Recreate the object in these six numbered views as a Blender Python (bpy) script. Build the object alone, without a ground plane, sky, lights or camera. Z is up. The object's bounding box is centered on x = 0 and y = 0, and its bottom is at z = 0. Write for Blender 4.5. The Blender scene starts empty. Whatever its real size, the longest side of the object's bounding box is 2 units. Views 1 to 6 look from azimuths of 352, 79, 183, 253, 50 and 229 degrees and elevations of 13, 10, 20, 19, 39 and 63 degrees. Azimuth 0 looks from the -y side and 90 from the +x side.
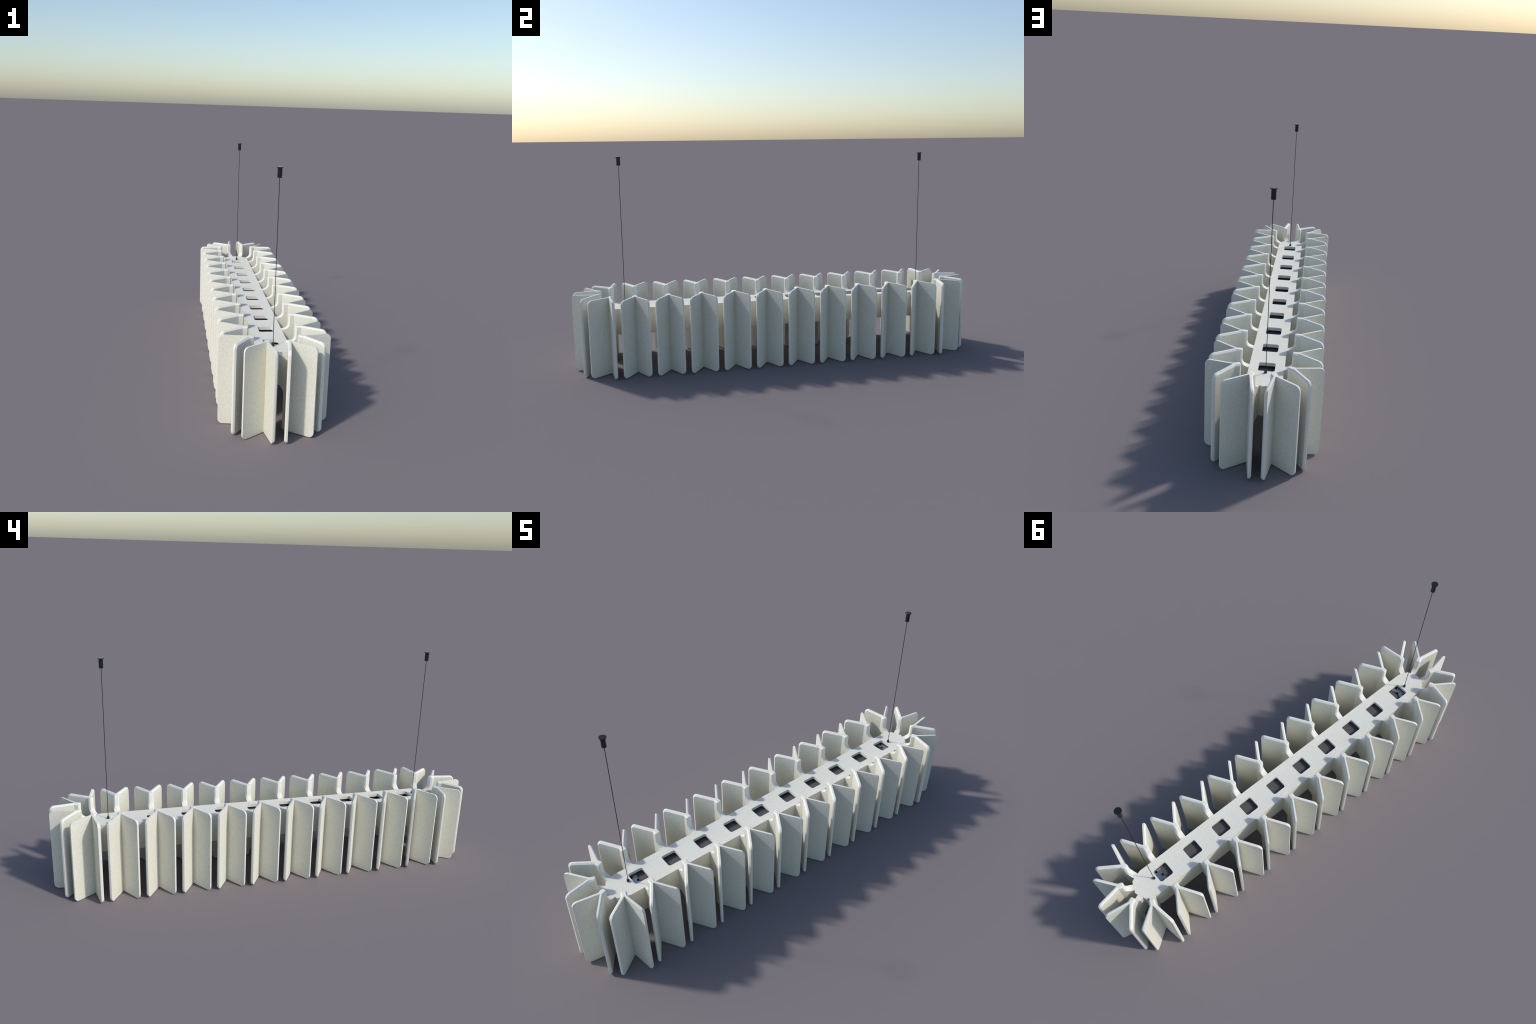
"""Long pendant lamp of pressed pale felt: a narrow hollow housing with ten square
openings, ringed by 28 Y-shaped felt fins, hung on two thin wires with dark caps."""
import bpy, bmesh, math
from math import sin, cos, tan, pi, radians, hypot
from mathutils import Vector, Matrix

# ------------------------------------------------------------------ dimensions
PITCH = 0.1568                # spacing of openings and straight fins
COUNT = 10                    # openings = fins per long side
HALF_W = 0.0675               # housing half width
END_Y = 0.7790  # centre of the rounded ends
TOP_Z, LOW_Z = 0.2995, 0.1735 # housing top and bottom
PLATE = 0.0145                # felt thickness of the housing
FIN_H = 0.3690                # fin height
STEM_IN = 0.0957              # fin stem: inner edge above/below the housing
FORK = 0.1231                 # where the fin forks in two wings
WING = 0.1086                 # wing length from the fork
SPREAD = radians(32.2)        # half angle of the fork
SHEET = 0.0127                # felt thickness of a wing (the stem is two sheets)
WIRE_Y, WIRE_SHIFT = 0.7525, -0.0011   # the pair of wires sits a hair off centre
CAP_TOP = 1.0135


# ------------------------------------------------------------------ materials
def new_material(name):
    m = bpy.data.materials.new(name)
    m.use_nodes = True
    nt = m.node_tree
    nt.nodes.clear()
    out = nt.nodes.new("ShaderNodeOutputMaterial")
    b = nt.nodes.new("ShaderNodeBsdfPrincipled")
    nt.links.new(b.outputs[0], out.inputs[0])
    return m, nt, b


def felt_material(name, low, high):
    m, nt, b = new_material(name)
    N, L = nt.nodes.new, nt.links.new
    tc = N("ShaderNodeTexCoord")
    info = N("ShaderNodeObjectInfo")
    off = N("ShaderNodeVectorMath"); off.operation = "MULTIPLY_ADD"
    off.inputs[1].default_value = (1, 1, 1)
    L(tc.outputs["Object"], off.inputs[0])
    sc = N("ShaderNodeVectorMath"); sc.operation = "SCALE"
    sc.inputs[0].default_value = (7.3, 3.1, 5.7)
    L(info.outputs["Random"], sc.inputs["Scale"])
    L(sc.outputs[0], off.inputs[2])

    def noise(scale, detail, rough):
        n = N("ShaderNodeTexNoise")
        n.inputs["Scale"].default_value = scale
        n.inputs["Detail"].default_value = detail
        n.inputs["Roughness"].default_value = rough
        L(off.outputs[0], n.inputs["Vector"])
        return n
    fine, mid, broad = noise(460, 3, 0.65), noise(225, 2, 0.6), noise(14, 2, 0.5)
    ramp = N("ShaderNodeValToRGB")
    ramp.color_ramp.elements[0].position = 0.36
    ramp.color_ramp.elements[1].position = 0.64
    ramp.color_ramp.elements[0].color = low + (1,)
    ramp.color_ramp.elements[1].color = high + (1,)
    mixf = N("ShaderNodeMath"); mixf.operation = "MULTIPLY_ADD"
    mixf.inputs[1].default_value = 0.40
    half = N("ShaderNodeMath"); half.operation = "MULTIPLY"
    half.inputs[1].default_value = 0.60
    L(mid.outputs[0], half.inputs[0])
    L(fine.outputs[0], mixf.inputs[0]); L(half.outputs[0], mixf.inputs[2])
    L(mixf.outputs[0], ramp.inputs[0])
    # faint warm / cool drift of the pressed fibres
    tint = N("ShaderNodeValToRGB")
    tint.color_ramp.elements[0].position = 0.38
    tint.color_ramp.elements[1].position = 0.62
    tint.color_ramp.elements[0].color = (0.985, 1.0, 1.0, 1)
    tint.color_ramp.elements[1].color = (1.0, 0.99, 0.975, 1)
    L(broad.outputs[0], tint.inputs[0])
    mul = N("ShaderNodeMix"); mul.data_type = "RGBA"; mul.blend_type = "MULTIPLY"
    mul.inputs[0].default_value = 1.0
    L(ramp.outputs[0], mul.inputs[6]); L(tint.outputs[0], mul.inputs[7])
    L(mul.outputs[2], b.inputs["Base Color"])
    b.inputs["Roughness"].default_value = 0.95
    b.inputs["Specular IOR Level"].default_value = 0.2
    bump = N("ShaderNodeBump")
    bump.inputs["Strength"].default_value = 0.25
    bump.inputs["Distance"].default_value = 0.0008
    L(mixf.outputs[0], bump.inputs["Height"])
    L(bump.outputs[0], b.inputs["Normal"])
    return m


def plain_material(name, color, rough, metal=0.0, spec=0.5, grain=0.0):
    m, nt, b = new_material(name)
    N, L = nt.nodes.new, nt.links.new
    tc = N("ShaderNodeTexCoord")
    n = N("ShaderNodeTexNoise")
    n.inputs["Scale"].default_value = 160
    n.inputs["Detail"].default_value = 2
    L(tc.outputs["Object"], n.inputs["Vector"])
    ramp = N("ShaderNodeValToRGB")
    lo, hi = 1 - grain, 1 + grain
    ramp.color_ramp.elements[0].position = 0.3
    ramp.color_ramp.elements[1].position = 0.7
    ramp.color_ramp.elements[0].color = tuple(min(1, c * lo) for c in color) + (1,)
    ramp.color_ramp.elements[1].color = tuple(min(1, c * hi) for c in color) + (1,)
    L(n.outputs[0], ramp.inputs[0])
    L(ramp.outputs[0], b.inputs["Base Color"])
    b.inputs["Roughness"].default_value = rough
    b.inputs["Metallic"].default_value = metal
    b.inputs["Specular IOR Level"].default_value = spec
    return m


FELT = felt_material("pale_grey_felt", (0.678, 0.662, 0.562), (0.868, 0.850, 0.738))
BOARD = felt_material("pale_felt_board", (0.730, 0.713, 0.628), (0.875, 0.855, 0.765))
CUT = felt_material("pale_cut_felt_edge", (0.760, 0.732, 0.655), (0.890, 0.865, 0.785))
BLACK = plain_material("black_anodised_metal", (0.011, 0.011, 0.012), 0.18, 0.0, 0.55, 0.1)
WIRE = plain_material("dark_steel_cable", (0.014, 0.014, 0.015), 0.55, 0.0, 0.3, 0.2)
CHANNEL = plain_material("dark_grey_aluminium", (0.115, 0.112, 0.112), 0.55, 0.0, 0.4, 0.05)
b = CHANNEL.node_tree.nodes["Principled BSDF"]      # scattering added only to blur the sun-shadow edge seen in the openings
b.inputs["Subsurface Weight"].default_value = 1.0
b.inputs["Subsurface Radius"].default_value = (1.0, 1.0, 1.0)
b.inputs["Subsurface Scale"].default_value = 0.012
STEEL = plain_material("bright_steel", (0.40, 0.41, 0.43), 0.36, 1.0, 0.5, 0.04)
HOLE = plain_material("black_screw_paint", (0.004, 0.004, 0.004), 0.9, 0.0, 0.0)
OPAL = plain_material("opal_diffuser", (0.75, 0.75, 0.73), 0.5, 0.0, 0.4, 0.02)


# ------------------------------------------------------------------ helpers
def link(obj, parent=None):
    bpy.context.scene.collection.objects.link(obj)
    if parent:
        obj.parent = parent
    return obj


def finish(bm, name, mat, sharp=26.0, edge_mat=None):
    bmesh.ops.recalc_face_normals(bm, faces=bm.faces)
    me = bpy.data.meshes.new(name)
    bm.to_mesh(me); bm.free()
    me.materials.append(mat)
    if edge_mat:
        me.materials.append(edge_mat)
    for p in me.polygons:
        p.use_smooth = True
    me.set_sharp_from_angle(angle=radians(sharp))
    return me


def arc(cx, cz, r, a0, a1, n):
    return [(cx + r * cos(a0 + (a1 - a0) * i / n), cz + r * sin(a0 + (a1 - a0) * i / n))
            for i in range(n + 1)]


# ------------------------------------------------------------------ fin
def fin_outline():
    """Developed outline of one bent sheet: s along the sheet, z up (counter-clockwise),
    starting under the fork and running outwards."""
    end = FORK + WING
    R, r, F, e = 0.0200, 0.0080, 0.0282, 0.0035
    pts = [(FORK, 0.0), (FORK + e, 0.0)]
    pts += arc(end - R, R, R, -pi / 2, 0, 8)
    pts += arc(end - R, FIN_H - R, R, 0, pi / 2, 8)
    pts += [(FORK + e, FIN_H), (FORK, FIN_H), (FORK - SHEET * tan(SPREAD / 2) - e, FIN_H)]
    q = 0.004
    pts += arc(STEM_IN + q, FIN_H - q, q, pi / 2, pi, 3)
    inner = HALF_W - 0.0040
    top, low = TOP_Z - 0.0006, LOW_Z + 0.0006
    pts += [(STEM_IN - F + F * cos(a), top + F + F * sin(a))
            for a in [-(pi / 2) * i / 8 for i in range(0, 9)]]
    pts += [(inner, top), (inner, low)]
    pts += [(STEM_IN - F + F * cos(a), low - F + F * sin(a))
            for a in [pi / 2 - (pi / 2) * i / 8 for i in range(0, 9)]]
    pts += arc(STEM_IN + r, r, r, pi, 1.5 * pi, 5)
    pts += [(FORK - SHEET * tan(SPREAD / 2) - e, 0.0)]
    clean = []
    for p in pts:
        if not clean or hypot(p[0] - clean[-1][0], p[1] - clean[-1][1]) > 1e-5:
            clean.append(p)
    return clean


def inset_outline(pts, d):
    """Move each outline point inwards by d along the mean of its two edge normals."""
    n, out = len(pts), []
    for i in range(n):
        a, b, c = Vector(pts[i - 1]), Vector(pts[i]), Vector(pts[(i + 1) % n])
        n1 = Vector((-(b - a).y, (b - a).x)).normalized()
        n2 = Vector((-(c - b).y, (c - b).x)).normalized()
        m = (n1 + n2)
        m = m / max(0.5, m.length_squared / 2) if m.length > 1e-6 else n1
        q = b + m * d
        if abs(b.x - FORK) < 1e-7:
            q.x = FORK
        out.append((q.x, q.y))
    return out


def bend(s, n, z):
    """Developed (s, offset n, z) to fin space (radial x, tangential y, z)."""
    if abs(s - FORK) < 1e-7:
        return Vector((FORK - n * tan(SPREAD / 2), n, z))
    if s < FORK:
        return Vector((s, n, z))
    d = s - FORK
    return Vector((FORK + d * cos(SPREAD) - n * sin(SPREAD), d * sin(SPREAD) + n * cos(SPREAD), z))


def build_fin_mesh():
    out = fin_outline()
    N = len(out)
    C = 0.0055                                    # chamfer on the outer face of each sheet
    k = [(0, 0), (SHEET - C, 0), (SHEET, C)]
    keep = [min(1.0, max(0.0, (s - HALF_W) / (STEM_IN - HALF_W) - 0.55) / 0.45) for s, z in out]
    bm = bmesh.new()
    for side in (1, -1):
        rings = []
        for ri, (n, ins) in enumerate(k):
            shape = inset_outline(out, ins)
            ring = []
            for i in range(N):
                w = keep[i]                        # the chamfer runs out towards the foot
                s, z = (shape[i][q] * w + out[i][q] * (1 - w) for q in (0, 1))
                nn = n
                p = bend(s, nn, z)
                ring.append(bm.verts.new((p.x, p.y * side, p.z)))
            rings.append(ring)
        for a, b in zip(rings, rings[1:]):
            for i in range(N):
                j = (i + 1) % N
                bm.faces.new((a[i], a[j], b[j], b[i])).material_index = 1
        lo = next(i for i in range(N) if abs(out[i][0] - FORK) < 1e-7 and out[i][1] < 0.01)
        hi = next(i for i in range(N) if abs(out[i][0] - FORK) < 1e-7 and out[i][1] > 0.3)
        wing_ids = [(lo + t) % N for t in range((hi - lo) % N + 1)]
        stem_ids = [(hi + t) % N for t in range((lo - hi) % N + 1)]
        bm.faces.new([rings[0][i] for i in wing_ids])
        bm.faces.new([rings[-1][i] for i in wing_ids])
        bm.faces.new([rings[-1][i] for i in stem_ids])
    bmesh.ops.remove_doubles(bm, verts=bm.verts, dist=2e-5)
    bmesh.ops.dissolve_degenerate(bm, edges=bm.edges, dist=1e-6)
    big = [f for f in bm.faces if len(f.verts) > 4]
    bmesh.ops.triangulate(bm, faces=big)
    return finish(bm, "fin", FELT, edge_mat=CUT)


# ------------------------------------------------------------------ housing
def stadium(half_w, end_y, steps=4):
    """Plan outline: straight sides, faceted round ends."""
    pts = []
    for sgn in (1, -1):
        a0 = 0 if sgn > 0 else pi
        for i in range(steps + 1):
            a = a0 + pi * i / steps
            rr = half_w + 0.0027 if 0 < i < steps else half_w
            pts.append((rr * cos(a), sgn * end_y + rr * sin(a)))
    return pts


def rounded_square(cx, cy, h, r, n=5):
    pts = []
    for qx, qy, a in ((1, 1, 0), (-1, 1, pi / 2), (-1, -1, pi), (1, -1, 1.5 * pi)):
        pts += [(cx + qx * (h - r) + r * cos(a + pi / 2 * i / n),
                 cy + qy * (h - r) + r * sin(a + pi / 2 * i / n)) for i in range(n + 1)]
    return pts


def loop_wall(bm, pts, z0, z1):
    lo = [bm.verts.new((x, y, z0)) for x, y in pts]
    hi = [bm.verts.new((x, y, z1)) for x, y in pts]
    n = len(pts)
    for i in range(n):
        j = (i + 1) % n
        bm.faces.new((lo[i], lo[j], hi[j], hi[i]))
    return lo, hi


def ring_edges(bm, loop):
    return [bm.edges.get((loop[i], loop[(i + 1) % len(loop)])) for i in range(len(loop))]


OPEN_Y = [(i - (COUNT - 1) / 2) * PITCH for i in range(COUNT)]


def build_housing_mesh():
    bm = bmesh.new()
    z_in = TOP_Z - PLATE
    o_lo, o_hi = loop_wall(bm, stadium(HALF_W, END_Y), LOW_Z, TOP_Z)
    i_lo, i_hi = loop_wall(bm, stadium(HALF_W - 0.0125, END_Y), LOW_Z, z_in)
    top, under = ring_edges(bm, o_hi), ring_edges(bm, i_hi)
    for y in OPEN_Y:
        h_lo, h_hi = loop_wall(bm, rounded_square(0, y, 0.0328, 0.0100), z_in, TOP_Z)
        top += ring_edges(bm, h_hi)
        under += ring_edges(bm, h_lo)
    bmesh.ops.triangle_fill(bm, edges=top, use_beauty=True, normal=(0, 0, 1))
    bmesh.ops.triangle_fill(bm, edges=under, use_beauty=True, normal=(0, 0, -1))
    n = len(o_lo)
    for i in range(n):
        j = (i + 1) % n
        bm.faces.new((o_lo[i], o_lo[j], i_lo[j], i_lo[i]))
    return finish(bm, "housing", BOARD, 15.0)


def prism(name, pts, z0, z1, mat, bevel=0.0):
    bm = bmesh.new()
    lo, hi = loop_wall(bm, pts, z0, z1)
    bm.faces.new(hi); bm.faces.new(lo)
    if bevel:
        es = [e for e in bm.edges if len(e.link_faces) == 2 and e.calc_face_angle() > 1.0]
        bmesh.ops.bevel(bm, geom=es, offset=bevel, segments=2, affect="EDGES")
    return finish(bm, name, mat)


def lathe(name, prof, mat, seg=32):
    """Surface of revolution about z from (radius, z) points, closed on the axis."""
    bm = bmesh.new()
    rings = []
    for r, z in prof:
        if r < 1e-7:
            rings.append([bm.verts.new((0, 0, z))])
        else:
            rings.append([bm.verts.new((r * cos(2 * pi * i / seg), r * sin(2 * pi * i / seg), z))
                          for i in range(seg)])
    for a, b in zip(rings, rings[1:]):
        for i in range(seg):
            j = (i + 1) % seg
            vs = [a[i % len(a)], a[j % len(a)], b[j % len(b)], b[i % len(b)]]
            u = []
            for v in vs:
                if v not in u:
                    u.append(v)
            if len(u) > 2:
                bm.faces.new(u)
    return finish(bm, name, mat, 30.0)


# ------------------------------------------------------------------ assemble
lamp = bpy.data.objects.new("pendant_lamp", None)
lamp.empty_display_size = 0.2
link(lamp)
lamp["label"] = "long pale felt pendant lamp with forked fins on two wires"
lamp["category"] = "pendant lamp"

link(bpy.data.objects.new("housing", build_housing_mesh()), lamp)

fin_mesh = build_fin_mesh()
spots = []
for y in OPEN_Y:
    spots.append(((0, y, 0), 0.0))
    spots.append(((0, y, 0), pi))
for sgn in (1, -1):
    for k in range(4):
        spots.append(((0, sgn * END_Y, 0), sgn * (pi / 8 + k * pi / 4)))
for loc, ang in spots:
    f = bpy.data.objects.new("fin", fin_mesh)
    f.location = loc
    f.rotation_euler = (0, 0, ang)
    link(f, lamp)

# dark aluminium light channel inside the housing, with an opal strip below
CH_TOP = 0.2755
channel = link(bpy.data.objects.new("light_channel", prism(
    "light_channel", stadium(HALF_W - 0.0130, END_Y), 0.1860, CH_TOP, CHANNEL)), lamp)
link(bpy.data.objects.new("diffuser", prism(
    "diffuser", stadium(HALF_W - 0.0132, END_Y - 0.001), 0.1765, 0.1858, OPAL)), lamp)

# steel suspension brackets under the wires, each with black screws
brk_pts = [(0.046, 0.0)] + [(0.046 - 0.012 * (1 - cos(a)), 0.075 + 0.012 * sin(a))
                            for a in [pi / 2 * i / 5 for i in range(6)]]
brk_pts += [(-x, y) for x, y in reversed(brk_pts)]
brk_pts += [(-0.030, -0.006), (-0.016, -0.001), (-0.006, 0.004), (0.002, 0.004), (0.016, -0.001), (0.030, -0.006)]
bracket_mesh = prism("bracket", brk_pts, CH_TOP + 0.0002, CH_TOP + 0.0042, STEEL, 0.0008)
screw_mesh = lathe("screw", [(0, 0.0004), (0.0052, 0.0004), (0.0052, 0.0), (0, 0.0)], HOLE, 20)
for sgn in (1, -1):
    b = bpy.data.objects.new("bracket", bracket_mesh)
    b.location = (0, sgn * 0.7075, 0)
    b.rotation_euler = (0, 0, 0 if sgn > 0 else pi)
    link(b, lamp)
    for x, y in ((0.0245, 0.0195), (-0.0255, 0.0190), (-0.0020, 0.0045)):
        s = bpy.data.objects.new("screw", screw_mesh)
        s.location = (x, y, CH_TOP + 0.0043)
        link(s, b)

wire_mesh = lathe("suspension_wire", [(0, TOP_Z + 0.010), (0.00135, TOP_Z + 0.010),
                                      (0.00135, CAP_TOP - 0.030), (0, CAP_TOP - 0.030)], WIRE, 12)
cap_mesh = lathe("ceiling_cap", [(0, -0.0415), (0.0082, -0.0415), (0.0091, -0.0406), (0.0091, -0.0036),
                                 (0.0130, -0.0036), (0.0137, -0.0030), (0.0137, -0.0006),
                                 (0.0132, 0.0), (0, 0.0)], BLACK, 40)
ferrule_mesh = lathe("wire_ferrule", [(0, -0.001), (0.0058, -0.001), (0.0058, 0.0085), (0.0050, 0.0095),
                                      (0.0032, 0.0098), (0.0017, 0.0190), (0, 0.0190)], BLACK, 28)
for sgn in (1, -1):
    w = bpy.data.objects.new("suspension_wire", wire_mesh)
    w.location = (0, sgn * WIRE_Y + WIRE_SHIFT, 0)
    link(w, lamp)
    c = bpy.data.objects.new("ceiling_cap", cap_mesh)
    c.location = (0, 0, CAP_TOP)
    link(c, w)
    f = bpy.data.objects.new("wire_ferrule", ferrule_mesh)
    f.location = (0, 0, TOP_Z)
    link(f, w)
